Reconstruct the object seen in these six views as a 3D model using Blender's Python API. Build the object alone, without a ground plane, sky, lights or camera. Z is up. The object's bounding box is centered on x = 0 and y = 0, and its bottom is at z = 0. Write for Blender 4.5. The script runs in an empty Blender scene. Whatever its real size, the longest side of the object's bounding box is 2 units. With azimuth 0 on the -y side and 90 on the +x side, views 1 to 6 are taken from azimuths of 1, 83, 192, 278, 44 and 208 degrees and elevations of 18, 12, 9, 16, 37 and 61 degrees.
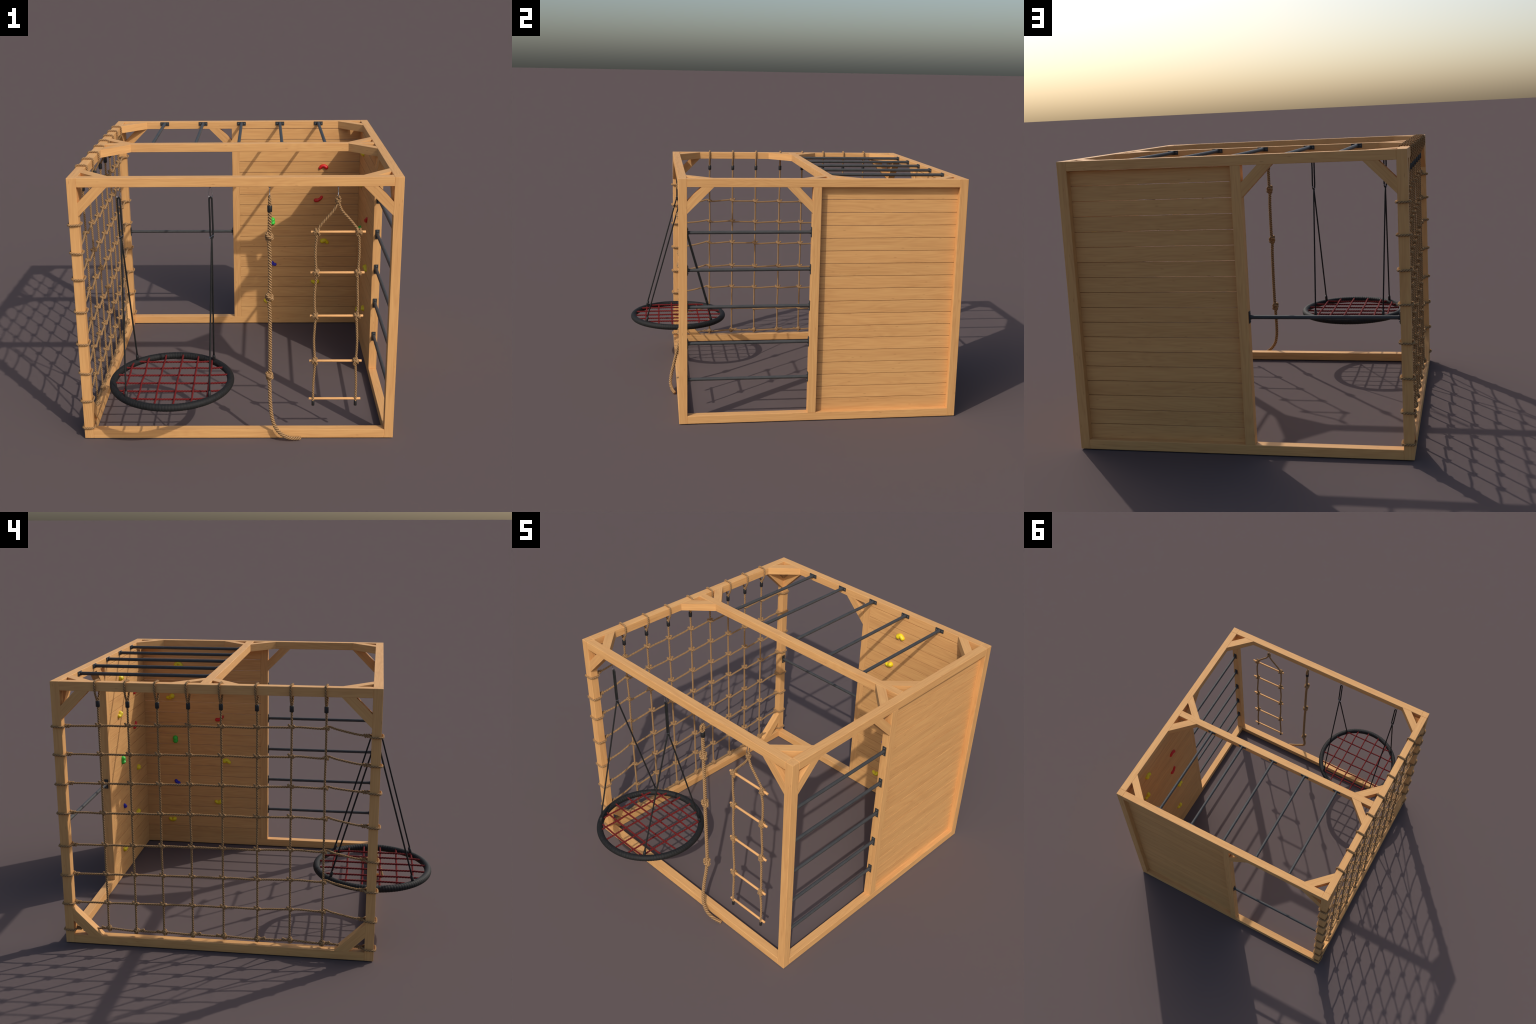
import bpy, math, random
import numpy as np
from mathutils import Vector, Matrix

random.seed(7)
rng = np.random.default_rng(7)

# ------------------------------------------------------------------ sizes
X0, X1 = -0.832, 0.845            # frame, outer faces
Y0, Y1 = -0.6925, 0.983
Z0, Z1 = 0.002, 1.4535
B = 0.0485                        # timber section
NET_X = -0.8075                   # plane of the cargo net
LINE_Y = -0.6690                  # swing, rope and ladder hang under the front beam

# ------------------------------------------------------------------ materials
def new_mat(name):
    m = bpy.data.materials.new(name)
    m.use_nodes = True
    nt = m.node_tree
    bsdf = nt.nodes["Principled BSDF"]
    return m, nt, bsdf

def plain(name, col, rough=0.5, metal=0.0, noise=0.0, nscale=60.0, bump=0.0, spec=0.5):
    m, nt, b = new_mat(name)
    b.inputs["Roughness"].default_value = rough
    b.inputs["Metallic"].default_value = metal
    b.inputs["Specular IOR Level"].default_value = spec
    tc = nt.nodes.new("ShaderNodeTexCoord")
    n = nt.nodes.new("ShaderNodeTexNoise")
    n.inputs["Scale"].default_value = nscale
    n.inputs["Detail"].default_value = 4
    nt.links.new(tc.outputs["Object"], n.inputs["Vector"])
    r = nt.nodes.new("ShaderNodeValToRGB")
    lo = [c * (1 - noise) for c in col]
    hi = [min(1, c * (1 + noise)) for c in col]
    r.color_ramp.elements[0].position = 0.3
    r.color_ramp.elements[1].position = 0.7
    r.color_ramp.elements[0].color = (*lo, 1)
    r.color_ramp.elements[1].color = (*hi, 1)
    nt.links.new(n.outputs["Fac"], r.inputs["Fac"])
    nt.links.new(r.outputs["Color"], b.inputs["Base Color"])
    if bump:
        bp = nt.nodes.new("ShaderNodeBump")
        bp.inputs["Strength"].default_value = bump
        bp.inputs["Distance"].default_value = 0.001
        nt.links.new(n.outputs["Fac"], bp.inputs["Height"])
        nt.links.new(bp.outputs["Normal"], b.inputs["Normal"])
    return m

def wood(name, dark, mid, light, grain=1.0):
    """Grain runs along the local x axis of every timber."""
    m, nt, b = new_mat(name)
    N, L = nt.nodes.new, nt.links.new
    b.inputs["Roughness"].default_value = 0.62
    b.inputs["Specular IOR Level"].default_value = 0.25
    tc = N("ShaderNodeTexCoord")
    oi = N("ShaderNodeObjectInfo")
    off = N("ShaderNodeVectorMath"); off.operation = 'SCALE'
    off.inputs[0].default_value = (17.0, 5.3, 9.1)
    L(oi.outputs["Random"], off.inputs["Scale"])
    add = N("ShaderNodeVectorMath"); add.operation = 'ADD'
    L(tc.outputs["Object"], add.inputs[0]); L(off.outputs["Vector"], add.inputs[1])
    # slow warp that turns straight rings into cathedral figures
    mp1 = N("ShaderNodeMapping"); mp1.inputs["Scale"].default_value = (0.9, 9.0, 9.0)
    L(add.outputs["Vector"], mp1.inputs["Vector"])
    n1 = N("ShaderNodeTexNoise"); n1.inputs["Scale"].default_value = 1.6
    n1.inputs["Detail"].default_value = 1.5; n1.inputs["Roughness"].default_value = 0.45
    L(mp1.outputs["Vector"], n1.inputs["Vector"])
    mul = N("ShaderNodeMath"); mul.operation = 'MULTIPLY'; mul.inputs[1].default_value = 13.0
    L(n1.outputs["Fac"], mul.inputs[0])
    fr = N("ShaderNodeMath"); fr.operation = 'PINGPONG'; fr.inputs[1].default_value = 0.5
    L(mul.outputs[0], fr.inputs[0])
    # fine fibres
    mp2 = N("ShaderNodeMapping"); mp2.inputs["Scale"].default_value = (6.0, 150.0, 150.0)
    L(add.outputs["Vector"], mp2.inputs["Vector"])
    n2 = N("ShaderNodeTexNoise"); n2.inputs["Scale"].default_value = 1.0
    n2.inputs["Detail"].default_value = 3.0
    L(mp2.outputs["Vector"], n2.inputs["Vector"])
    # broad tone drift along a board
    mp3 = N("ShaderNodeMapping"); mp3.inputs["Scale"].default_value = (1.2, 26.0, 26.0)
    L(add.outputs["Vector"], mp3.inputs["Vector"])
    n3 = N("ShaderNodeTexNoise"); n3.inputs["Scale"].default_value = 1.0
    n3.inputs["Detail"].default_value = 2.0
    L(mp3.outputs["Vector"], n3.inputs["Vector"])
    a1 = N("ShaderNodeMath"); a1.operation = 'MULTIPLY_ADD'
    a1.inputs[1].default_value = 0.42; L(fr.outputs[0], a1.inputs[0])
    a2 = N("ShaderNodeMath"); a2.operation = 'MULTIPLY_ADD'
    a2.inputs[1].default_value = 0.85; a2.inputs[2].default_value = -0.25
    L(n2.outputs["Fac"], a2.inputs[0]); L(a2.outputs[0], a1.inputs[2])
    a3 = N("ShaderNodeMath"); a3.operation = 'MULTIPLY_ADD'
    a3.inputs[1].default_value = 0.6; L(n3.outputs["Fac"], a3.inputs[0]); L(a1.outputs[0], a3.inputs[2])
    ramp = N("ShaderNodeValToRGB")
    e = ramp.color_ramp.elements
    e[0].position = 0.25; e[0].color = (*dark, 1)
    e[1].position = 0.95; e[1].color = (*light, 1)
    k = e.new(0.58); k.color = (*mid, 1)
    L(a3.outputs[0], ramp.inputs["Fac"])
    # tiny dark flecks
    mp4 = N("ShaderNodeMapping"); mp4.inputs["Scale"].default_value = (9.0, 34.0, 34.0)
    L(add.outputs["Vector"], mp4.inputs["Vector"])
    vo = N("ShaderNodeTexVoronoi"); vo.inputs["Scale"].default_value = 1.0
    L(mp4.outputs["Vector"], vo.inputs["Vector"])
    lt = N("ShaderNodeMapRange"); lt.inputs["From Min"].default_value = 0.045
    lt.inputs["From Max"].default_value = 0.11
    lt.inputs["To Min"].default_value = 0.30; lt.inputs["To Max"].default_value = 0.0
    L(vo.outputs["Distance"], lt.inputs["Value"])
    mix = N("ShaderNodeMix"); mix.data_type = 'RGBA'; mix.blend_type = 'MULTIPLY'
    L(lt.outputs["Result"], mix.inputs["Factor"])
    L(ramp.outputs["Color"], mix.inputs["A"])
    mix.inputs["B"].default_value = (0.45, 0.33, 0.25, 1)
    # per-timber tone
    hv = N("ShaderNodeHueSaturation")
    vr = N("ShaderNodeMapRange"); vr.inputs["To Min"].default_value = 0.96; vr.inputs["To Max"].default_value = 1.04
    L(oi.outputs["Random"], vr.inputs["Value"]); L(vr.outputs["Result"], hv.inputs["Value"])
    L(mix.outputs["Result"], hv.inputs["Color"])
    L(hv.outputs["Color"], b.inputs["Base Color"])
    bp = N("ShaderNodeBump"); bp.inputs["Strength"].default_value = 0.12
    bp.inputs["Distance"].default_value = 0.0006
    L(n2.outputs["Fac"], bp.inputs["Height"]); L(bp.outputs["Normal"], b.inputs["Normal"])
    return m

M_WOOD = wood("pine_timber", (0.585, 0.292, 0.104), (0.660, 0.348, 0.128), (0.715, 0.398, 0.150))
M_DOWEL = wood("beech_dowel", (0.68, 0.345, 0.125), (0.74, 0.39, 0.15), (0.79, 0.43, 0.175))
M_BAR = plain("grey_painted_steel", (0.050, 0.051, 0.051), 0.55, 0.0, 0.10, 25, 0.05, 0.35)
M_PLATE = plain("dark_steel_plate", (0.033, 0.035, 0.036), 0.5, 0.0, 0.12, 40, 0.05, 0.4)
M_BOLT = plain("bolt_steel", (0.09, 0.095, 0.10), 0.45, 0.0, 0.10, 60)
M_ROPE = plain("hemp_rope", (0.365, 0.216, 0.100), 0.9, 0.0, 0.18, 420, 0.5, 0.12)
M_ROPE_GROOVE_SHADE = plain("hemp_rope_painted_groove_shade", (0.115, 0.062, 0.027), 0.95, 0.0, 0.18, 420, 0.5, 0.05)
M_RED = plain("red_rope", (0.165, 0.0165, 0.0165), 0.8, 0.0, 0.16, 380, 0.4, 0.15)
M_RED_GROOVE_SHADE = plain("red_rope_painted_groove_shade", (0.055, 0.0075, 0.0075), 0.85, 0.0, 0.16, 380, 0.4, 0.05)
M_RUBBER = plain("black_rubber", (0.0108, 0.0110, 0.0108), 0.7, 0.0, 0.10, 60, 0.1, 0.3)
M_CORD = plain("black_cord", (0.0120, 0.0122, 0.0122), 0.8, 0.0, 0.15, 300, 0.2, 0.3)
M_SLEEVE = plain("black_sleeve", (0.0125, 0.013, 0.0135), 0.5, 0.0, 0.08, 80, 0.0, 0.5)
M_STEEL = plain("galvanised_steel", (0.55, 0.56, 0.58), 0.3, 1.0, 0.08, 90)
M_HOLD = {
    "yellow": plain("yellow_plastic", (0.80, 0.62, 0.010), 0.5, 0, 0.04, 120, 0.1),
    "red": plain("red_plastic", (0.62, 0.008, 0.010), 0.42, 0, 0.05, 120, 0.1),
    "green": plain("green_plastic", (0.040, 0.55, 0.045), 0.45, 0, 0.05, 120, 0.1),
    "blue": plain("blue_plastic", (0.014, 0.010, 0.42), 0.45, 0, 0.05, 120, 0.1),
}

# ------------------------------------------------------------------ helpers
scene_col = bpy.context.scene.collection

def link(ob, parent):
    scene_col.objects.link(ob)
    ob.parent = parent
    return ob

def paint_groove_shade(mesh, mat):
    """Paint crease shadow: quads in the grooves between strands get a darkened rope colour."""
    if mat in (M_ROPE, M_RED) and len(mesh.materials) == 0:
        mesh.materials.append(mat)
        mesh.materials.append(M_ROPE_GROOVE_SHADE if mat is M_ROPE else M_RED_GROOVE_SHADE)
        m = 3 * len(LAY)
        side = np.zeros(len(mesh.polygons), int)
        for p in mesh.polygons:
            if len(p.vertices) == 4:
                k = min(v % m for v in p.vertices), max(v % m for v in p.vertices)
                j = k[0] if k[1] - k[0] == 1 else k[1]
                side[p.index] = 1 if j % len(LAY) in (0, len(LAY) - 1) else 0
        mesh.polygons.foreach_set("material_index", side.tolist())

def make(name, mesh, parent, mat=None):
    paint_groove_shade(mesh, mat)
    if mat is not None and not mesh.materials:
        mesh.materials.append(mat)
    return link(bpy.data.objects.new(name, mesh), parent)

def mesh_from(name, v, f, smooth=True):
    me = bpy.data.meshes.new(name)
    me.from_pydata([tuple(p) for p in np.asarray(v, float)], [], [tuple(q) for q in f])
    me.update()
    if smooth:
        me.polygons.foreach_set("use_smooth", [True] * len(me.polygons))
    return me

def join_parts(parts):
    V, F, o = [], [], 0
    for v, f in parts:
        V.append(np.asarray(v, float)); F += [tuple(i + o for i in q) for q in f]; o += len(v)
    return np.vstack(V), F

def bevel_box(lx, ly, lz, c=0.0016):
    """Chamfered block centred on the origin."""
    h = np.array([lx, ly, lz]) / 2
    V, key = [], {}
    for sx in (-1, 1):
        for sy in (-1, 1):
            for sz in (-1, 1):
                s = (sx, sy, sz)
                for a in range(3):
                    p = [s[k] * (h[k] - (0 if k == a else c)) for k in range(3)]
                    key[(s, a)] = len(V); V.append(p)
    F = []
    for a in range(3):
        b_, c_ = (a + 1) % 3, (a + 2) % 3
        for sg in (-1, 1):
            q = []
            for u, w in ((-1, -1), (1, -1), (1, 1), (-1, 1)):
                s = [0, 0, 0]; s[a] = sg; s[b_] = u; s[c_] = w
                q.append(key[(tuple(s), a)])
            F.append(q if sg > 0 else q[::-1])
    for a in range(3):                                   # edge chamfers along axis a
        b_, c_ = (a + 1) % 3, (a + 2) % 3
        for u in (-1, 1):
            for w in (-1, 1):
                def K(t, ax):
                    s = [0, 0, 0]; s[a] = t; s[b_] = u; s[c_] = w
                    return key[(tuple(s), ax)]
                q = [K(-1, b_), K(1, b_), K(1, c_), K(-1, c_)]
                F.append(q if u * w < 0 else q[::-1])
    for s in [(x, y, z) for x in (-1, 1) for y in (-1, 1) for z in (-1, 1)]:
        q = [key[(s, 0)], key[(s, 1)], key[(s, 2)]]
        F.append(q if s[0] * s[1] * s[2] > 0 else q[::-1])
    return np.array(V), F

AX = {'x': Matrix.Identity(3),
      'y': Matrix(((0, -1, 0), (1, 0, 0), (0, 0, 1))),
      'z': Matrix(((0, 0, -1), (0, 1, 0), (1, 0, 0)))}

def timber(name, axis, lo, hi, parent, mat=None, c=0.0014):
    """Straight timber filling the box lo..hi; its local x is its long axis."""
    lo, hi = np.array(lo, float), np.array(hi, float)
    size = hi - lo
    R = AX[axis]
    loc = [abs((R.transposed() @ Vector(size))[k]) for k in range(3)]
    v, f = bevel_box(*loc, c=c)
    ob = make(name, mesh_from(name, v, f, False), parent, mat or M_WOOD)
    ob.rotation_euler = R.to_euler()
    ob.location = Vector((lo + hi) / 2)
    return ob

def brace(corner, da, db, normal, depth, parent, leg=0.1505, inner=0.0800):
    """45 degree knee brace: mitred bar between two timbers that meet at `corner`.
    da, db: unit directions along both timbers; normal: direction of its depth."""
    a, b_, n = (Vector(v) for v in (da, db, normal))
    u = (b_ - a).normalized()                    # along the brace
    w = -(a + b_).normalized()                   # toward the corner
    o = Vector(corner) + (a + b_) * (leg / 2) + n * (depth / 2)
    hl, t = leg / math.sqrt(2), (leg - inner) / math.sqrt(2)
    il = inner / math.sqrt(2)
    e = 0.0006
    prof = [(-hl - e, 0), (hl + e, 0), (il + e, t), (-il - e, t)]
    d = depth / 2 - 0.0006
    V = [(x, y, -d) for x, y in prof] + [(x, y, d) for x, y in prof]
    F = [(3, 2, 1, 0), (4, 5, 6, 7)] + [(i, (i + 1) % 4, 4 + (i + 1) % 4, 4 + i) for i in range(4)]
    R = Matrix((u, w, u.cross(w))).transposed()
    me = mesh_from("knee_brace", V, F, False)
    ob = make("knee_brace", me, parent, M_WOOD)
    ob.rotation_euler = R.to_euler()
    ob.location = o
    return ob

def spline(pts, step=0.0025, closed=False):
    """Catmull-Rom through control points, resampled to even steps."""
    P = np.asarray(pts, float)
    n = len(P)
    out = []
    seg = n if closed else n - 1
    for i in range(seg):
        if closed:
            p0, p1, p2, p3 = P[(i - 1) % n], P[i], P[(i + 1) % n], P[(i + 2) % n]
        else:
            p1, p2 = P[i], P[i + 1]
            p0 = P[i - 1] if i else 2 * p1 - p2
            p3 = P[i + 2] if i + 2 < n else 2 * p2 - p1
        k = max(6, int(np.linalg.norm(p2 - p1) / step) + 1)
        d1 = max(np.linalg.norm(p1 - p0), 1e-6) ** .5
        d2 = max(np.linalg.norm(p2 - p1), 1e-6) ** .5
        d3 = max(np.linalg.norm(p3 - p2), 1e-6) ** .5
        m1 = (p2 - p1) + d2 * ((p1 - p0) / d1 - (p2 - p0) / (d1 + d2))
        m2 = (p2 - p1) + d2 * ((p3 - p2) / d3 - (p3 - p1) / (d2 + d3))
        t = np.linspace(0, 1, k, endpoint=False)[:, None]
        out.append((2*t**3 - 3*t**2 + 1) * p1 + (t**3 - 2*t**2 + t) * m1 + (-2*t**3 + 3*t**2) * p2 + (t**3 - t**2) * m2)
    out.append(P[:1] if closed else P[-1:])
    C = np.vstack(out)
    s = np.r_[0, np.cumsum(np.linalg.norm(np.diff(C, axis=0), axis=1))]
    k = max(4, int(round(s[-1] / step)))
    g = np.linspace(0, s[-1], k + 1)
    Q = np.stack([np.interp(g, s, C[:, j]) for j in range(3)], 1)
    return Q[:-1] if closed else Q

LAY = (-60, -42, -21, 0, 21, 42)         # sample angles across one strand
def strand_profile():
    th, r = [], []
    for k in range(3):
        for deg in LAY:
            phi = math.radians(deg)
            rr = 0.5 * math.cos(phi) + math.sqrt(0.25 - 0.25 * math.sin(phi) ** 2)
            th.append(2 * math.pi * k / 3 + phi); r.append(max(0.62, 0.12 + 0.88 * rr))
    return np.array(th), np.array(r)

ROPE3 = strand_profile()
ROUND = (np.linspace(0, 2 * np.pi, 10, endpoint=False), np.ones(10))

def sweep(path, r, pitch=0.035, prof=ROPE3, closed=False, phase=0.0, radii=None):
    """Sweep a profile along a path; laid rope turns left-handed."""
    P = np.asarray(path, float)
    n = len(P)
    if closed:
        T = np.roll(P, -1, 0) - np.roll(P, 1, 0)
    else:
        T = np.gradient(P, axis=0)
    T /= np.linalg.norm(T, axis=1)[:, None]
    ref = np.array([0, 0, 1.0]) if abs(T[0, 2]) < 0.8 else np.array([1.0, 0, 0])
    N = np.zeros_like(P)
    N[0] = ref - T[0] * (ref @ T[0]); N[0] /= np.linalg.norm(N[0])
    for i in range(1, n):
        v = N[i - 1] - T[i] * (N[i - 1] @ T[i])
        N[i] = v / np.linalg.norm(v)
    Bn = np.cross(T, N)
    s = np.r_[0, np.cumsum(np.linalg.norm(np.diff(P, axis=0), axis=1))]
    th0, rr = prof
    tw = -2 * np.pi * s / pitch if prof is ROPE3 else np.zeros(n)
    if closed and prof is ROPE3:
        # fit a whole number of thirds incl. frame holonomy
        v = N[-1] - T[0] * (N[-1] @ T[0])
        hol = math.atan2(v @ Bn[0], v @ N[0])
        L_ = s[-1] + np.linalg.norm(P[0] - P[-1])
        tot = -2 * np.pi * L_ / pitch
        want = round((tot + hol) / (2 * np.pi / 3)) * (2 * np.pi / 3) - hol
        tw = want * s / L_
    ang = th0[None, :] + tw[:, None] + phase
    R = r * rr[None, :] * (np.ones((n, 1)) if radii is None else np.asarray(radii)[:, None])
    V = P[:, None, :] + R[..., None] * (np.cos(ang)[..., None] * N[:, None, :] + np.sin(ang)[..., None] * Bn[:, None, :])
    m = len(th0)
    idx = np.arange(n * m).reshape(n, m)
    a = idx if closed else idx[:-1]
    b_ = np.roll(idx, -1, 0) if closed else idx[1:]
    F = np.stack([a, np.roll(a, -1, 1), np.roll(b_, -1, 1), b_], -1).reshape(-1, 4).tolist()
    V = V.reshape(-1, 3)
    if not closed:
        F.append(list(range(m))[::-1]); F.append([(n - 1) * m + i for i in range(m)])
    return V, F

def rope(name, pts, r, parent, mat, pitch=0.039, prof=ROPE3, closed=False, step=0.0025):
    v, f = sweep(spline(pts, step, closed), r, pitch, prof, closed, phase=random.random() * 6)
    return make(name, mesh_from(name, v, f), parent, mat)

def cylinder(p0, p1, r, seg=20, chamfer=0.0):
    p0, p1 = np.array(p0, float), np.array(p1, float)
    L_ = np.linalg.norm(p1 - p0); d = (p1 - p0) / L_
    st = [(0, r)] if not chamfer else [(0, r - chamfer), (chamfer * .35, r - chamfer * .35), (chamfer, r)]
    st = st + [(L_ - t, q) for t, q in st[::-1]]
    path = np.array([p0 + d * t for t, _ in st])
    th = np.linspace(0, 2 * np.pi, seg, endpoint=False)
    ref = np.array([0, 0, 1.0]) if abs(d[2]) < .9 else np.array([1.0, 0, 0])
    n = ref - d * (ref @ d); n /= np.linalg.norm(n); b_ = np.cross(d, n)
    V = []
    for p, (t, q) in zip(path, st):
        V.append(p + q * (np.cos(th)[:, None] * n + np.sin(th)[:, None] * b_))
    V = np.vstack(V); F = []
    for i in range(len(st) - 1):
        for j in range(seg):
            F.append((i * seg + j, i * seg + (j + 1) % seg, (i + 1) * seg + (j + 1) % seg, (i + 1) * seg + j))
    F.append(tuple(range(seg))[::-1]); F.append(tuple((len(st) - 1) * seg + j for j in range(seg)))
    return V, F

def smooth_by_angle(me, deg=35):
    me.polygons.foreach_set("use_smooth", [True] * len(me.polygons))
    me.set_sharp_from_angle(angle=math.radians(deg))

def solid(name, vf, parent, mat):
    me = mesh_from(name, *vf)
    smooth_by_angle(me)
    return make(name, me, parent, mat)

# ------------------------------------------------------------------ root
root = bpy.data.objects.new("climbing_frame", None)
scene_col.objects.link(root)
root["label"] = "wooden cube climbing frame with rope net, swing and ladder"
root["category"] = "climbing frame"

# ------------------------------------------------------------------ timber frame
for x in (X0, X1 - B):
    for y in (Y0, Y1 - B):
        timber("corner_post", 'z', (x, y, Z0), (x + B, y + B, Z1), root)
XI0, XI1, YI0, YI1 = X0 + B, X1 - B, Y0 + B, Y1 - B     # inner faces
ZB, ZT = Z0 + B, Z1 - 0.047                              # top of sills, underside of top beams
for zl, zh, nm in ((Z0, ZB, "sill_beam"), (ZT, Z1, "top_beam")):
    timber(nm, 'x', (XI0, Y0, zl), (XI1, YI0, zh), root)
    timber(nm, 'x', (XI0, YI1, zl), (XI1, Y1, zh), root)
    timber(nm, 'y', (X0, YI0, zl), (XI0, YI1, zh), root)
    timber(nm, 'y', (XI1, YI0, zl), (X1, YI1, zh), root)
MY0, MY1 = 0.1680, 0.2165
timber("cross_beam", 'x', (XI0, MY0, ZT), (XI1, MY1, Z1), root)
PY0, PY1 = 0.0722, 0.1210           # side wall stud
PX0, PX1 = -0.0662, -0.0175         # back wall stud
timber("wall_post", 'z', (XI1, PY0, ZB), (X1, PY1, ZT), root)
timber("wall_post", 'z', (PX0, YI1, ZB), (PX1, Y1, ZT), root)

px, nx, py, ny, pz, nz = (1, 0, 0), (-1, 0, 0), (0, 1, 0), (0, -1, 0), (0, 0, 1), (0, 0, -1)
# upright knee braces inside the walls
for c, a, b_, n in (
        ((XI0, Y0, ZT), px, nz, py), ((XI1, Y0, ZT), nx, nz, py),
        ((XI0, YI1, ZT), px, nz, py), ((PX0, YI1, ZT), nx, nz, py),
        ((X0, YI0, ZT), py, nz, px), ((X0, YI1, ZT), ny, nz, px),
        ((XI1, YI0, ZT), py, nz, px), ((XI1, PY0, ZT), ny, nz, px)):
    brace(c, a, b_, n, B, root)
for c, a, n in (((X0, YI0, ZB), py, px), ((X0, YI1, ZB), ny, px)):
    brace(c, a, pz, n, B, root, leg=0.158, inner=0.083)
# level braces in the roof plane
for c, a, b_ in (
        ((XI0, YI0, ZT), px, py), ((XI1, YI0, ZT), nx, py),
        ((XI0, YI1, ZT), px, ny), ((XI1, YI1, ZT), nx, ny),
        ((XI0, MY0, ZT), px, ny), ((XI0, MY1, ZT), px, py),
        ((XI1, MY0, ZT), nx, ny), ((XI1, MY1, ZT), nx, py)):
    brace(c, a, b_, pz, 0.047, root)

# ------------------------------------------------------------------ boarded walls
PITCH, GAP, THICK = 0.0753, 0.0028, 0.0148
edges = [1.3310 - PITCH * k for k in range(17)]
bounds = [ZT - 0.0028] + edges + [ZB]
for i in range(18):
    zt = bounds[i] - (GAP / 2 if i else 0)
    zb = bounds[i + 1] + (GAP / 2 if i < 17 else 0)
    timber("wall_board", 'y', (XI1, PY1, zb), (XI1 + THICK, YI1, zt), root, c=0.0005)
    timber("wall_board", 'x', (PX1, YI1, zb), (XI1, YI1 + THICK, zt), root, c=0.0005)

# ------------------------------------------------------------------ steel bars with end plates
def plate_mesh(w, h):
    """Plate in the local yz plane, standing out along +x, two dome bolts."""
    parts = []
    v, f = bevel_box(0.004, w, h, 0.0006); parts.append((v + np.array([0.002, 0, 0]), f))
    parts.append(cylinder((0.003, 0, 0), (0.012, 0, 0), 0.0112, 20, 0.001))
    return join_parts(parts)

BOLT_V = cylinder((0.003, 0, 0), (0.0072, 0, 0), 0.0040, 10, 0.0016)
PLATE = mesh_from("mounting_plate", *plate_mesh(0.0240, 0.058)); smooth_by_angle(PLATE); PLATE.materials.append(M_PLATE)
BOLT = mesh_from("bolt", *BOLT_V); smooth_by_angle(BOLT); BOLT.materials.append(M_BOLT)

def steel_bar(name, p0, p1, upright):
    p0, p1 = Vector(p0), Vector(p1)
    d = (p1 - p0).normalized()
    bar = solid(name, cylinder(p0, p1, 0.0096, 24), root, M_BAR)
    for p, q in ((p0, d), (p1, -d)):
        zax = Vector((0, 0, 1)) if upright else Vector((0, 0, 1)).cross(q)
        yax = zax.cross(q)
        R = Matrix((q, yax, zax)).transposed().to_euler()
        pl = link(bpy.data.objects.new("mounting_plate", PLATE), bar)
        pl.location, pl.rotation_euler = p + q * 0.0003, R
        for s in (-0.0195, 0.0195):
            bo = link(bpy.data.objects.new("bolt", BOLT), bar)
            bo.location, bo.rotation_euler = p + q * 0.0003 + zax * s, R
    return bar

for k in range(5):
    z = 1.1450 - 0.2187 * k
    steel_bar("wall_bar", (0.8215, YI0, z), (0.8215, PY0, z), True)
for k in range(5):
    x = 0.2567 * (k - 2)
    steel_bar("monkey_bar", (x, MY1, 1.4412), (x, YI1, 1.4412), False)
steel_bar("pull_up_bar", (XI0, 0.9590, 0.6833), (PX0, 0.9590, 0.6833), True)

# ------------------------------------------------------------------ climbing holds
def hold(shape, colour, n=26, m=18):
    """Bean-shaped plastic hold: tapering tube on a bent spine (u, w) with radii,
    flattened against the wall. Local x = along wall, z = up, -y = out of the wall."""
    pts = np.array([(u, 0, w) for u, w, _ in shape])
    rad = np.array([r for _, _, r in shape]) * 1.05
    S = spline(pts, 0.0012)
    s = np.r_[0, np.cumsum(np.linalg.norm(np.diff(S, axis=0), axis=1))]
    key = [0] + [s[int(np.argmin(np.linalg.norm(S - p, axis=1)))] for p in pts[1:]]
    V = []
    T = np.gradient(S, axis=0); T /= np.linalg.norm(T, axis=1)[:, None]
    # spherical end caps beyond the spine
    rings = []
    for t in np.linspace(-90, 0, 7)[:-1]:
        rings.append((S[0] + T[0] * rad[0] * math.sin(math.radians(t)), T[0], rad[0] * math.cos(math.radians(t))))
    k = np.interp(np.linspace(0, s[-1], n), s, np.arange(len(s))).astype(int)
    for i in k:
        u = np.interp(s[i], key, rad)
        rings.append((S[i], T[i], u))
    for t in np.linspace(0, 90, 7)[1:]:
        rings.append((S[-1] + T[-1] * rad[-1] * math.sin(math.radians(t)), T[-1], rad[-1] * math.cos(math.radians(t))))
    th = np.linspace(0, 2 * np.pi, m, endpoint=False)
    for c, t, r in rings:
        side = np.array([-t[2], 0, t[0]])
        out = np.array([0, -1.0, 0])
        V.append(c + max(r, 1e-4) * (np.cos(th)[:, None] * side + np.sin(th)[:, None] * out * 1.25))
    F = []
    for i in range(len(rings) - 1):
        for j in range(m):
            F.append((i * m + j, i * m + (j + 1) % m, (i + 1) * m + (j + 1) % m, (i + 1) * m + j))
    F.append(tuple(range(m))[::-1]); F.append(tuple((len(rings) - 1) * m + j for j in range(m)))
    V = np.vstack(V)
    V[:, 1] = np.minimum(V[:, 1], 0.004)                 # flat back against the boards
    mid = S[len(S) // 2]
    top = np.interp(s[-1] / 2, key, rad) * 1.25
    return V, F, mid, top

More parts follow.
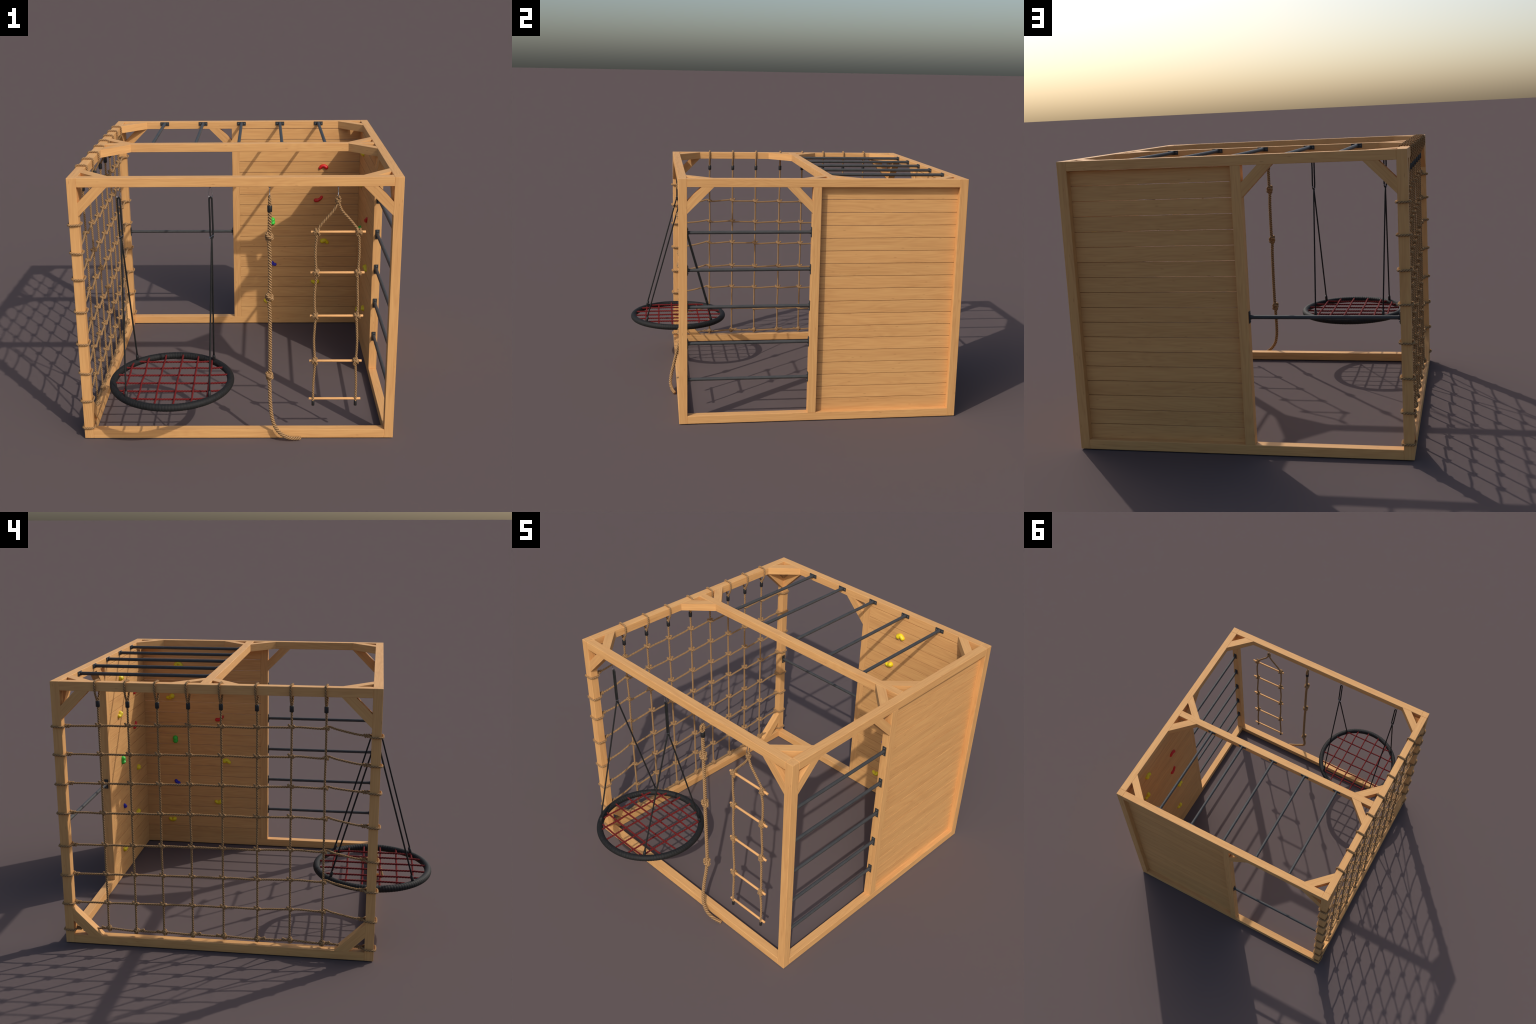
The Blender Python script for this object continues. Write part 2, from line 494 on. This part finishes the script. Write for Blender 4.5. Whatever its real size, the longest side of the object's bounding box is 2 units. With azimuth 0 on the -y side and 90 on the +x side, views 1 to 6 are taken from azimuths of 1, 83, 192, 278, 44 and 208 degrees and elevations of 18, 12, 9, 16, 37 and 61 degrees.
HOLDS = [  # wall position u, height z, colour, spine (u, w, radius)
    (0.240, 1.2890, "yellow", [(-0.014, -0.003, .0165), (0.001, 0.006, .0140), (0.018, -0.006, .0135)]),
    (0.178, 1.0640, "yellow", [(-0.018, -0.006, .0110), (-0.003, -0.007, .0130), (0.013, 0.004, .0170)]),
    (0.552, 1.1430, "red",    [(-0.022, -0.006, .0100), (-0.011, 0.005, .0112), (0.008, 0.006, .0118), (0.020, -0.003, .0130)]),
    (0.5235, 0.9190, "red",   [(-0.020, -0.009, .0125), (-0.004, -0.008, .0110), (0.012, 0.003, .0095), (0.020, 0.014, .0092)]),
    (0.207, 0.7620, "green",  [(0.001, -0.0095, .0168), (0.000, 0.000, .0145), (0.000, 0.0095, .0172)]),
    (0.568, 0.6150, "yellow", [(-0.014, 0.002, .0160), (0.001, 0.006, .0138), (0.020, -0.008, .0110)]),
    (0.214, 0.4530, "blue",   [(-0.010, 0.007, .0112), (-0.003, -0.003, .0118), (0.011, -0.007, .0100)]),
    (0.508, 0.3140, "yellow", [(-0.018, 0.004, .0112), (-0.003, -0.004, .0122), (0.014, 0.003, .0150)]),
    (0.172, 0.1720, "yellow", [(-0.018, 0.004, .0108), (-0.002, -0.004, .0128), (0.013, 0.003, .0150)]),
]
SOCKET = mesh_from("hold_bolt", *cylinder((0, 0.002, 0), (0, -0.0004, 0), 0.0022, 10)); SOCKET.materials.append(M_PLATE)
for u, z, colour, shape in HOLDS:
    v, f, mid, top = hold(shape, colour)
    me = mesh_from("climbing_hold", v, f); me.materials.append(M_HOLD[colour])
    for loc, rot in (((u, YI1 - 0.001, z), 0.0), ((XI1 - 0.001, 0.9290 - u, z), -math.pi / 2)):
        ob = link(bpy.data.objects.new("climbing_hold", me), root)
        ob.location, ob.rotation_euler = loc, (0, 0, rot)
        so = link(bpy.data.objects.new("hold_bolt", SOCKET), ob)
        so.location = (mid[0], -top, mid[2])

# ------------------------------------------------------------------ hardware: snap hooks
def hook_parts(axis, z_hi, z_lo):
    """Pear-shaped wire snap hook in the plane of `axis` and z, with the eye above it."""
    L_ = z_hi - z_lo
    prof = [(0, z_hi), (0.0055, z_hi - .0035), (0.0065, z_hi - .010), (0.0078, z_hi - .5 * L_),
            (0.0108, z_lo + .013), (0.0088, z_lo + .0045), (0, z_lo),
            (-0.0088, z_lo + .0045), (-0.0108, z_lo + .013), (-0.0078, z_hi - .5 * L_), (-0.0065, z_hi - .010), (-0.0055, z_hi - .0035)]
    ax = 0 if axis == 'x' else 1
    P = np.zeros((len(prof), 3)); P[:, ax] = [p[0] for p in prof]; P[:, 2] = [p[1] for p in prof]
    wire = sweep(spline(P, 0.002, True), 0.0019, prof=ROUND, closed=True)
    t = np.linspace(0, 2 * np.pi, 20, endpoint=False)
    E = np.zeros((20, 3)); E[:, 1 - ax] = 0.0062 * np.cos(t); E[:, 2] = z_hi + 0.0030 + 0.0062 * np.sin(t)
    eye = sweep(E, 0.0018, prof=ROUND, closed=True)
    stem = cylinder((0, 0, z_hi + 0.007), (0, 0, ZT + 0.006), 0.0022, 10)
    return join_parts([wire, eye, stem])

def snap_hook(x, y, axis, z_hi, z_lo, parent):
    ob = solid("snap_hook", hook_parts(axis, z_hi, z_lo), parent, M_STEEL)
    ob.location = (x, y, 0)
    return ob

def coil(turns, rad, height, n=60, axis=2, ell=1.0, start=0.0):
    t = np.linspace(0, 1, n)
    a = start + 2 * np.pi * turns * t
    P = np.zeros((n, 3))
    i, j = [k for k in range(3) if k != axis]
    P[:, i] = rad * np.cos(a); P[:, j] = rad * ell * np.sin(a)
    P[:, axis] = (t - 0.5) * height
    return P

def euler_pts(P, rx=0, ry=0, rz=0):
    from mathutils import Euler
    R = np.array(Euler((rx, ry, rz)).to_matrix())
    return np.asarray(P) @ R.T

# ------------------------------------------------------------------ cargo net
COLS = [0.7440, 0.5885, 0.4345, 0.2750, 0.1078, -0.0740, -0.2475, -0.4190]
ROWS = [1.2385, 1.0860, 0.9290, 0.7660, 0.5865, 0.4200, 0.2530]
LIFT = [-.0125, -.0090, -.0050, -.0010, 0.0010, 0.0020, 0.0095, 0.0085]
LOOP_BACK = [1.2175, 1.0670, 0.9100, 0.7480, 0.5670, 0.3995, 0.2335, 0.0790]
LOOP_FRONT = [1.2120, 1.0625, 0.9220, 0.7415, 0.5600, 0.3920, 0.2275, 0.0670]
BOTTOM = [.0860, .0800, .0815, .0795, .0795, .0765, .0810, .0745]
RV, RH = 0.0060, 0.0060

def end_knot():
    parts = []
    parts.append(sweep(spline(euler_pts(coil(1.7, 0.0115, 0.014, axis=1, start=1.2), 0.35, 0.2, 0.4), 0.0018), RV, 0.03))
    parts.append(sweep(spline(euler_pts(coil(1.3, 0.0105, 0.010, axis=2, start=0.3), 0.5, 0, 0), 0.0018) + np.array([0, 0, 0.006]), RV, 0.03))
    parts.append(sweep(spline([(0.002, 0.004, -0.004), (0.004, -0.012, 0.002), (0.003, -0.026, 0.0060), (0.002, -0.041, 0.0105)], 0.0018), RV * 1.05, 0.03))
    parts.append(sweep(spline([(0, 0.006, -0.002), (0.001, 0.002, -0.012), (0, -0.005, -0.004)], 0.0018), RV, 0.03))
    return join_parts(parts)
EKNOT = mesh_from("end_knot", *end_knot()); paint_groove_shade(EKNOT, M_ROPE)

def splice():
    parts = [sweep(spline(coil(2.4, 0.0072, 0.026, axis=1), 0.0018), RH * 0.75, 0.02)]
    return join_parts(parts)
SPLICE = mesh_from("rope_splice", *splice()); paint_groove_shade(SPLICE, M_ROPE)

SLEEVE = mesh_from("rope_sleeve", *cylinder((0, 0, -0.0165), (0, 0, 0.0165), 0.0108, 22, 0.0025)); smooth_by_angle(SLEEVE, 50)
SLEEVE.materials.append(M_SLEEVE)

net_uprights = []
for ci, y in enumerate(COLS):
    ztop = 1.3385
    zb = BOTTOM[ci]
    pts = [(NET_X, y, ztop)]
    for r in range(7):
        j = rng.normal(0, 0.0007, 2)
        pts.append((NET_X + j[0], y + j[1], ROWS[r] + LIFT[ci]))
    pts.append((NET_X, y + 0.001, zb + 0.004)); pts.append((NET_X, y, zb - 0.010))
    up = rope("net_upright_rope", pts, RV, root, M_ROPE)
    net_uprights.append(up)
    # eye over the top beam
    xo, xi = X0 - RV * 0.95, XI0 + RV * 0.95
    zt = Z1 + RV * 0.95
    eye = [(NET_X - 0.003, y + .001, 1.345), (NET_X - 0.007, y + .002, 1.362), (xo + 0.010, y + .003, 1.385), (xo, y + .0035, 1.412),
           (xo - 0.0005, y + .0035, 1.440), (xo + 0.002, y + .003, zt - 0.004), (xo + 0.009, y + .002, zt), (NET_X, y, zt + 0.0005), (xi - 0.009, y - .002, zt),
           (xi - 0.002, y - .003, zt - 0.004), (xi + 0.0005, y - .0035, 1.440), (xi, y - .0035, 1.412), (xi - 0.010, y - .003, 1.385),
           (NET_X + 0.007, y - .002, 1.362), (NET_X + 0.003, y - .001, 1.345)]
    rope("rope_eye", eye, RV, up, M_ROPE)
    sl = link(bpy.data.objects.new("rope_sleeve", SLEEVE), up)
    sl.location = (NET_X, y, 1.3390)
    ek = link(bpy.data.objects.new("end_knot", EKNOT), up)
    ek.location = (NET_X + 0.002, y, zb)
    ek.rotation_euler = (0, 0, math.pi if ci in (0, 2, 4, 6) else 0)

def post_loop(post_y0, post_y1, z, apex_y, zap):
    """Rope ring round a corner post, drawn together toward the net at apex_y."""
    o = RH * 0.95
    xa, xb = X0 - o, XI0 + o
    near, far = (post_y1 + o, post_y0 - o) if apex_y > post_y1 else (post_y0 - o, post_y1 + o)
    s = 1 if apex_y > post_y1 else -1
    w = lambda: rng.normal(0, 0.0012)
    zc = [z + w() for _ in range(4)]
    c = 0.007
    return [(NET_X - 0.0035, apex_y, zap), (NET_X - 0.012, apex_y - s * 0.012, zap * .5 + zc[0] * .5),
            (xa + 0.004, near - s * 0.001, zc[0]), (xa, near - s * c, zc[0]), (xa, far + s * c, zc[1]), (xa + 0.003, far + s * 0.003, zc[1]),
            (xa + c, far, zc[1]), (xb - c, far, zc[2]), (xb - 0.003, far + s * 0.003, zc[2]), (xb, far + s * c, zc[2]), (xb, near - s * c, zc[3]),
            (xb - 0.004, near - s * 0.001, zc[3]), (NET_X + 0.012, apex_y - s * 0.012, zap * .5 + zc[3] * .5), (NET_X + 0.0035, apex_y, zap)]

def knot_start(c, z, low=False):
    """Cord leaving a crossing toward +y: cut end, wrap over the front, out on the inner side."""
    k = -1 if low else 1
    return [(NET_X + dx, COLS[c] + dy, z + dz) for dx, dy, dz in (
        (-.0140, -.0120, .0095 * k if not low else -.006), (-.0095, -.0125, .0055 * k), (-.0020, -.0128, .0030 * k), (.0070, -.0110, -.0005),
        (.0128, -.0030, -.0040), (.0130, .0070, -.0065), (.0105, .0200, -.0072), (.0085, .0350, -.0068))]

def knot_end(c, z):
    """Cord arriving from -y: passes the outer side, hooks round the back, cut end sticks up."""
    return [(NET_X + dx, COLS[c] + dy, z + dz) for dx, dy, dz in (
        (.0020, -.0350, -.0008), (-.0030, -.0190, -.0004), (-.0090, -.0080, .0000), (-.0118, .0020, .0015), (-.0075, .0105, .0040),
        (.0010, .0128, .0060), (.0040, .0170, .0090), (.0045, .0190, .0110))]

for r in range(8):
    zk = [(ROWS[r] + LIFT[c]) if r < 7 else BOTTOM[c] for c in range(8)]
    zb_, zf = LOOP_BACK[r], LOOP_FRONT[r]
    parts = []
    def lay(pts):
        parts.append(sweep(spline(pts, 0.0022), RH, 0.039, phase=random.random() * 6))
    tail_b = [(NET_X + .003, 0.83, zb_ + 0.002), (NET_X + .001, 0.885, zb_ + 0.001), (NET_X, 0.9160, zb_ + 0.0005)]
    d = zk[7] - zf
    tail_f = [(NET_X + .001, -0.460, zk[7] + .003 - 0.14 * d), (NET_X + .003, -0.520, zk[7] - 0.50 * d), (NET_X + .001, -0.580, zk[7] - 0.84 * d), (NET_X, -0.6250, zf + 0.001)]
    if r < 7:
        for c in range(8):
            turn = euler_pts(coil(1.15, 0.0112, 0.0060, axis=2, start=math.radians(200 + rng.normal(0, 12))), 0.22 if c < 7 else -0.22, rng.normal(0, .08), 0)
            parts.append(sweep(spline(turn + np.array([NET_X, COLS[c], zk[c] - .0005]), 0.0022), RH * .98, 0.039))
        for c in range(8):                       # from upright c toward the next one behind it
            j = rng.normal(0, .0008, 3)
            if c > 0:
                lay(np.array(knot_start(c, zk[c], c == 7)) .tolist() + (np.array(knot_end(c - 1, zk[c - 1])) + j).tolist())
        lay(knot_start(0, zk[0]) + tail_b)
        lay([(NET_X + dx, COLS[7] + dy, zk[7] + dz) for dx, dy, dz in (
            (-.004, .0130, -.004), (.0070, .0105, -.001), (.0125, .0020, .0015), (.0100, -.0085, .0040), (.0030, -.0200, .0055))] + tail_f)
    else:
        pts = tail_b[::-1]
        for c in range(8):
            pts += [(NET_X + .003, COLS[c] + 0.020, zk[c] - .001), (NET_X + .005, COLS[c], zk[c]), (NET_X + .003, COLS[c] - 0.020, zk[c] + .001)]
        lay(pts + tail_f)
    v, f = join_parts(parts)
    row = make("net_cross_rope", mesh_from("net_cross_rope", v, f), root, M_ROPE)
    rope("post_loop", post_loop(YI1, Y1, zb_, 0.9130, zb_ + 0.0005), RH, row, M_ROPE)
    rope("post_loop", post_loop(Y0, YI0, zf, -0.6225, zf + 0.001), RH, row, M_ROPE)
    for yy, zz in ((0.9100, zb_ + .0005), (-0.6190, zf + .0015)):
        sp = link(bpy.data.objects.new("rope_splice", SPLICE), row)
        sp.location = (NET_X, yy, zz)

# ------------------------------------------------------------------ nest swing
SC = Vector((-0.3460, -0.6675, 0.3385))
SR, ST = 0.3130, 0.0195
def wrapped_ring():
    n, m = 1500, 22
    a = np.linspace(0, 2 * np.pi, n, endpoint=False)
    b_ = np.linspace(0, 2 * np.pi, m, endpoint=False)
    A, Bm = np.meshgrid(a, b_, indexing='ij')
    wraps = 128
    ph = wraps * A + Bm                                   # helical winding
    r = ST * (1 - 0.042 * (0.5 - 0.5 * np.cos(ph)) ** 3)
    r = r * (1 + 0.006 * np.sin(5 * A + 1) + 0.004 * np.sin(11 * A))
    V = np.stack([(SR + r * np.cos(Bm)) * np.cos(A), (SR + r * np.cos(Bm)) * np.sin(A), r * np.sin(Bm)], -1).reshape(-1, 3)
    idx = np.arange(n * m).reshape(n, m)
    q = np.stack([idx, np.roll(idx, -1, 0), np.roll(np.roll(idx, -1, 0), -1, 1), np.roll(idx, -1, 1)], -1).reshape(-1, 4).tolist()
    return V, q
ring = make("swing_ring", mesh_from("swing_ring", *wrapped_ring()), root, M_RUBBER)
ring.location = SC
ring_in = SR - 0.0105
def seat_rope(pts):
    rope("seat_rope", pts, 0.0057, ring, M_RED, pitch=0.046)
ROWY = [-0.4480, -0.5280, -0.6166, -0.7120, -0.8055, -0.8930]
COLX = [-0.5807, -0.5010, -0.4095, -0.3137, -0.2250, -0.1460]
SEATZ = 0.0070
for ri, y in enumerate(ROWY):
    dy = y - SC.y
    h = math.sqrt(ring_in ** 2 - dy * dy)
    pts = [(-h, dy, SEATZ)]
    for ci, x in enumerate(COLX):
        if abs(x - SC.x) < h - 0.02:
            pts.append((x - SC.x, dy + rng.normal(0, .0013), SEATZ - 0.0035))
    pts.append((h, dy, SEATZ))
    seat_rope(pts)
for ci, x in enumerate(COLX):
    dx = x - SC.x
    h = math.sqrt(ring_in ** 2 - dx * dx)
    pts = [(dx, h, SEATZ + .002)]
    for ri, y in enumerate(ROWY):
        if abs(y - SC.y) < h - 0.02:
            pts.append((dx + rng.normal(0, .0013), y - SC.y, SEATZ + 0.0040))
    pts.append((dx, -h, SEATZ + .002))
    seat_rope(pts)

CLAMP = mesh_from("rope_clamp", *join_parts([cylinder((0, 0, -0.016), (0, 0, 0.014), 0.0084, 18, 0.0015),
                                             cylinder((0, 0, 0.010), (0, 0, 0.020), 0.0064, 16, 0.001)]))
smooth_by_angle(CLAMP); CLAMP.materials.append(M_SLEEVE)
for hx, sx in ((-0.5785, -0.5610), (-0.1180, -0.1335)):
    zt_, zn = 1.3500, 1.1360
    w = 0.0068
    loop = [(hx, LINE_Y - .002, zt_), (hx + w * .8, LINE_Y, zt_ - .006), (hx + w, LINE_Y, zt_ - .03), (hx + w + .001, LINE_Y, 1.24),
            (hx + w + .002, LINE_Y, zn + 0.02), (hx + w * .6 + .002, LINE_Y, zn + .001), (hx + .002, LINE_Y, zn - 0.004),
            (hx - w * .6 + .002, LINE_Y, zn + .001), (hx - w + .002, LINE_Y, zn + 0.02), (hx - w + .001, LINE_Y, 1.24), (hx - w, LINE_Y, zt_ - .03), (hx - w * .8, LINE_Y, zt_ - .006)]
    hang = rope("hanger_cord", loop, 0.0046, root, M_CORD, prof=ROUND, closed=True, step=0.004)
    snap_hook(hx, LINE_Y, 'x', 1.4005, 1.3475, hang)
    pin = solid("toggle_pin", cylinder((hx - 0.0105, LINE_Y - 0.007, zn + 0.0010), (hx + 0.0150, LINE_Y - 0.005, zn + 0.018), 0.0016, 10), hang, M_STEEL)
    solid("toggle_pin", cylinder((hx - 0.0105, LINE_Y + 0.007, zn + 0.0010), (hx + 0.0150, LINE_Y + 0.005, zn + 0.018), 0.0016, 10), hang, M_STEEL)
    for sy in (-0.8855, -0.4495):
        top = (hx + .002, LINE_Y + (0.003 if sy > -0.66 else -0.003), zn + 0.004)
        rope("hanger_cord", [top, (sx, sy, 0.3780)], 0.0046, hang, M_CORD, prof=ROUND, step=0.05)
        cl = link(bpy.data.objects.new("rope_clamp", CLAMP), hang)
        d = Vector((hx + .002 - sx, LINE_Y - sy, zn - 0.378)).normalized()
        cl.rotation_euler = Vector((0, 0, 1)).rotation_difference(d).to_euler()
        cl.location = (sx, sy, 0.3690)

# ------------------------------------------------------------------ knotted climbing rope
RX, RR = 0.1780, 0.0107
path = [(RX, LINE_Y, 1.290), (RX, LINE_Y, 1.22), (RX - .001, LINE_Y + .003, 1.165), (0.1765, LINE_Y + .003, 1.1416), (RX - .003, LINE_Y + .002, 1.115),
        (RX, -0.667, 1.05), (RX + .001, -0.667, 0.93), (RX, -0.666, 0.84), (0.1765, -0.664, 0.8125), (RX - .003, -0.665, 0.785), (RX, -0.667, 0.72),
        (RX + .001, -0.666, 0.55), (RX, -0.664, 0.40), (0.1765, -0.663, 0.3625), (RX - .003, -0.666, 0.338), (RX - 0.001, -0.676, 0.290),
        (RX + .001, -0.693, 0.225), (0.1870, -0.712, 0.145), (0.2060, -0.7275, 0.087), (0.2450, -0.7340, 0.043), (0.2930, -0.7250, 0.019), (0.3420, -0.7105, 0.0107)]
crope = rope("climbing_rope", path, RR, root, M_ROPE, pitch=0.0430)
loop = [(RX, LINE_Y - .0015, 1.292), (RX, LINE_Y - .0025, 1.302), (RX, LINE_Y - .0095, 1.318), (RX, LINE_Y - .0112, 1.334), (RX, LINE_Y - .006, 1.3475), (RX, LINE_Y, 1.3515),
        (RX, LINE_Y + .006, 1.3475), (RX, LINE_Y + .0112, 1.334), (RX, LINE_Y + .0095, 1.318), (RX, LINE_Y + .0025, 1.302), (RX, LINE_Y + .0015, 1.292)]
rope("rope_eye", loop, 0.0088, crope, M_ROPE, pitch=0.036)
sl = solid("rope_sleeve", cylinder((0, 0, -0.0172), (0, 0, 0.0172), 0.0124, 24, 0.0022), crope, M_SLEEVE)
sl.location = (RX, LINE_Y, 1.2885)
snap_hook(RX, LINE_Y, 'y', 1.4005, 1.3460, crope)

def stopper_knot(r):
    """Overhand knot: a slanting collar with one strand crossing it."""
    parts = []
    c = euler_pts(coil(1.35, 0.0125, 0.020, axis=2, start=2.4), 0.30, -0.45, 0)
    parts.append(sweep(spline(c, 0.0022), r * 0.92, 0.036))
    parts.append(sweep(spline([(-0.010, -0.004, 0.020), (-0.0135, -0.010, 0.010), (-0.004, -0.0165, 0.002), (0.0090, -0.0135, -0.006), (0.0135, -0.002, -0.010), (0.008, 0.009, -0.012)], 0.0022), r * 0.92, 0.036))
    parts.append(sweep(spline([(0.006, 0.010, 0.018), (-0.006, 0.0140, 0.008), (-0.014, 0.008, -0.002), (-0.010, -0.002, -0.016), (-0.001, -0.003, -0.026)], 0.0022), r * 0.92, 0.036))
    return join_parts(parts)
SKNOT = mesh_from("stopper_knot", *stopper_knot(0.0098)); paint_groove_shade(SKNOT, M_ROPE)
for z, y, t in ((1.1416, -0.666, 0.0), (0.8125, -0.6645, 0.2), (0.3625, -0.6630, -0.15)):
    k = link(bpy.data.objects.new("stopper_knot", SKNOT), crope)
    k.location = (0.1758, y, z); k.rotation_euler = (0, 0, t); k.scale = (1.0, 1.0, 1.12)

# ------------------------------------------------------------------ rope ladder
RL = 0.0067
RUNGS = [1.1650, 0.9467, 0.7077, 0.4506, 0.2277]
AP = (0.5210, -0.6675, 1.335)
left = [AP, (0.5180, -.668, 1.312), (0.4980, -.669, 1.276), (0.4640, -.670, 1.235), (0.4310, -.670, 1.193), (0.4200, -.670, 1.168), (0.4170, -.6775, 1.150), (0.4125, -.673, 1.10),
        (0.4110, -.672, 1.04), (0.4155, -.671, 0.975), (0.4180, -.6775, 0.9467), (0.4150, -.673, 0.90), (0.4100, -.672, 0.83), (0.4120, -.671, 0.75), (0.4165, -.6775, 0.7077), (0.4130, -.673, 0.65),
        (0.4100, -.668, 0.57), (0.4140, -.669, 0.49), (0.4170, -.6775, 0.4506), (0.4150, -.673, 0.40), (0.4100, -.672, 0.32), (0.4090, -.6735, 0.25), (0.4095, -.6745, 0.205)]
right = [AP, (0.5270, -.668, 1.312), (0.5420, -.669, 1.277), (0.5740, -.670, 1.240), (0.6050, -.670, 1.203), (0.6270, -.671, 1.172), (0.6290, -.6775, 1.150), (0.6330, -.673, 1.10),
         (0.6345, -.672, 1.04), (0.6320, -.671, 0.98), (0.6300, -.6775, 0.9467), (0.6290, -.673, 0.90), (0.6330, -.672, 0.82), (0.6350, -.671, 0.75), (0.6310, -.6775, 0.7077), (0.6330, -.673, 0.65),
         (0.6365, -.676, 0.57), (0.6350, -.673, 0.49), (0.6310, -.6775, 0.4506), (0.6340, -.673, 0.40), (0.6380, -.672, 0.32), (0.6380, -.6735, 0.25), (0.6373, -.6745, 0.205)]
lad = rope("ladder_rope", left, RL, root, M_ROPE, pitch=0.041)
lad2 = rope("ladder_rope", right, RL, root, M_ROPE, pitch=0.041)
for z in RUNGS:
    g = solid("ladder_rung", cylinder((-0.1388, 0, 0), (0.1388, 0, 0), 0.0067, 18, 0.0008), lad, M_DOWEL)
    g.location = (0.5253, -0.6685, z)

def rung_knot(s):
    p = []
    p.append(sweep(spline(coil(1.9, 0.0122, 0.020, axis=0, start=0.6), 0.002), RL * .82, 0.03))
    p.append(sweep(spline([(0.007 * s, -0.002, 0.019), (0.007 * s, -0.0120, 0.012), (-0.004 * s, -0.0165, 0.000), (-0.010 * s, -0.0120, -0.012), (-0.004 * s, -0.003, -0.024)], 0.002), RL * .86, 0.03))
    p.append(sweep(spline([(-0.007 * s, -0.001, 0.017), (-0.008 * s, -0.0125, 0.010), (0.007 * s, -0.0150, 0.001), (0.013 * s, -0.009, -0.010), (0.006 * s, 0.003, -0.015)], 0.002), RL * .86, 0.03))
    p.append(sweep(spline([(0.004 * s, -0.010, 0.002), (0.013 * s, -0.0125, 0.003), (0.018 * s, -0.0105, 0.005)], 0.002), RL * .80, 0.03))
    return join_parts(p)
for s, par, xs in ((-1, lad, (0.4185, 0.4185, 0.4165, 0.4170)), (1, lad2, (0.6292, 0.6300, 0.6312, 0.6314))):
    me = mesh_from("rung_knot", *rung_knot(s)); paint_groove_shade(me, M_ROPE)
    for x, z in zip(xs, RUNGS):
        k = link(bpy.data.objects.new("rung_knot", me), par)
        k.location = (x, -0.6690, z)
        k.rotation_euler = (rng.normal(0, .12), rng.normal(0, .10), rng.normal(0, .08))
    e = solid("rope_end_sleeve", cylinder((0, 0, -0.0145), (0, 0, 0.0145), 0.0080, 20, 0.0015), par, M_SLEEVE)
    e.location = (0.4095 if s < 0 else 0.6373, -0.6735, 0.2040)
top = join_parts([sweep(spline(euler_pts(coil(1.6, 0.0095, 0.016, axis=2, start=1.0), .25, .2, 0), 0.002) + np.array([0.5205, -0.6675, 1.327]), RL * .9, 0.03),
                  sweep(spline([(0.5140, -.668, 1.318), (0.5120, -.6675, 1.335), (0.5170, -.667, 1.3500), (0.5235, -.667, 1.3500), (0.5285, -.6675, 1.336), (0.5270, -.668, 1.318)], 0.002), RL * .95, 0.03),
                  sweep(spline([(0.5250, -.674, 1.322), (0.5290, -.675, 1.335), (0.5320, -.676, 1.344)], 0.002), RL * .8, 0.03)])
make("top_knot", mesh_from("top_knot", *top), lad, M_ROPE)
snap_hook(0.5205, LINE_Y, 'y', 1.4005, 1.3470, lad)
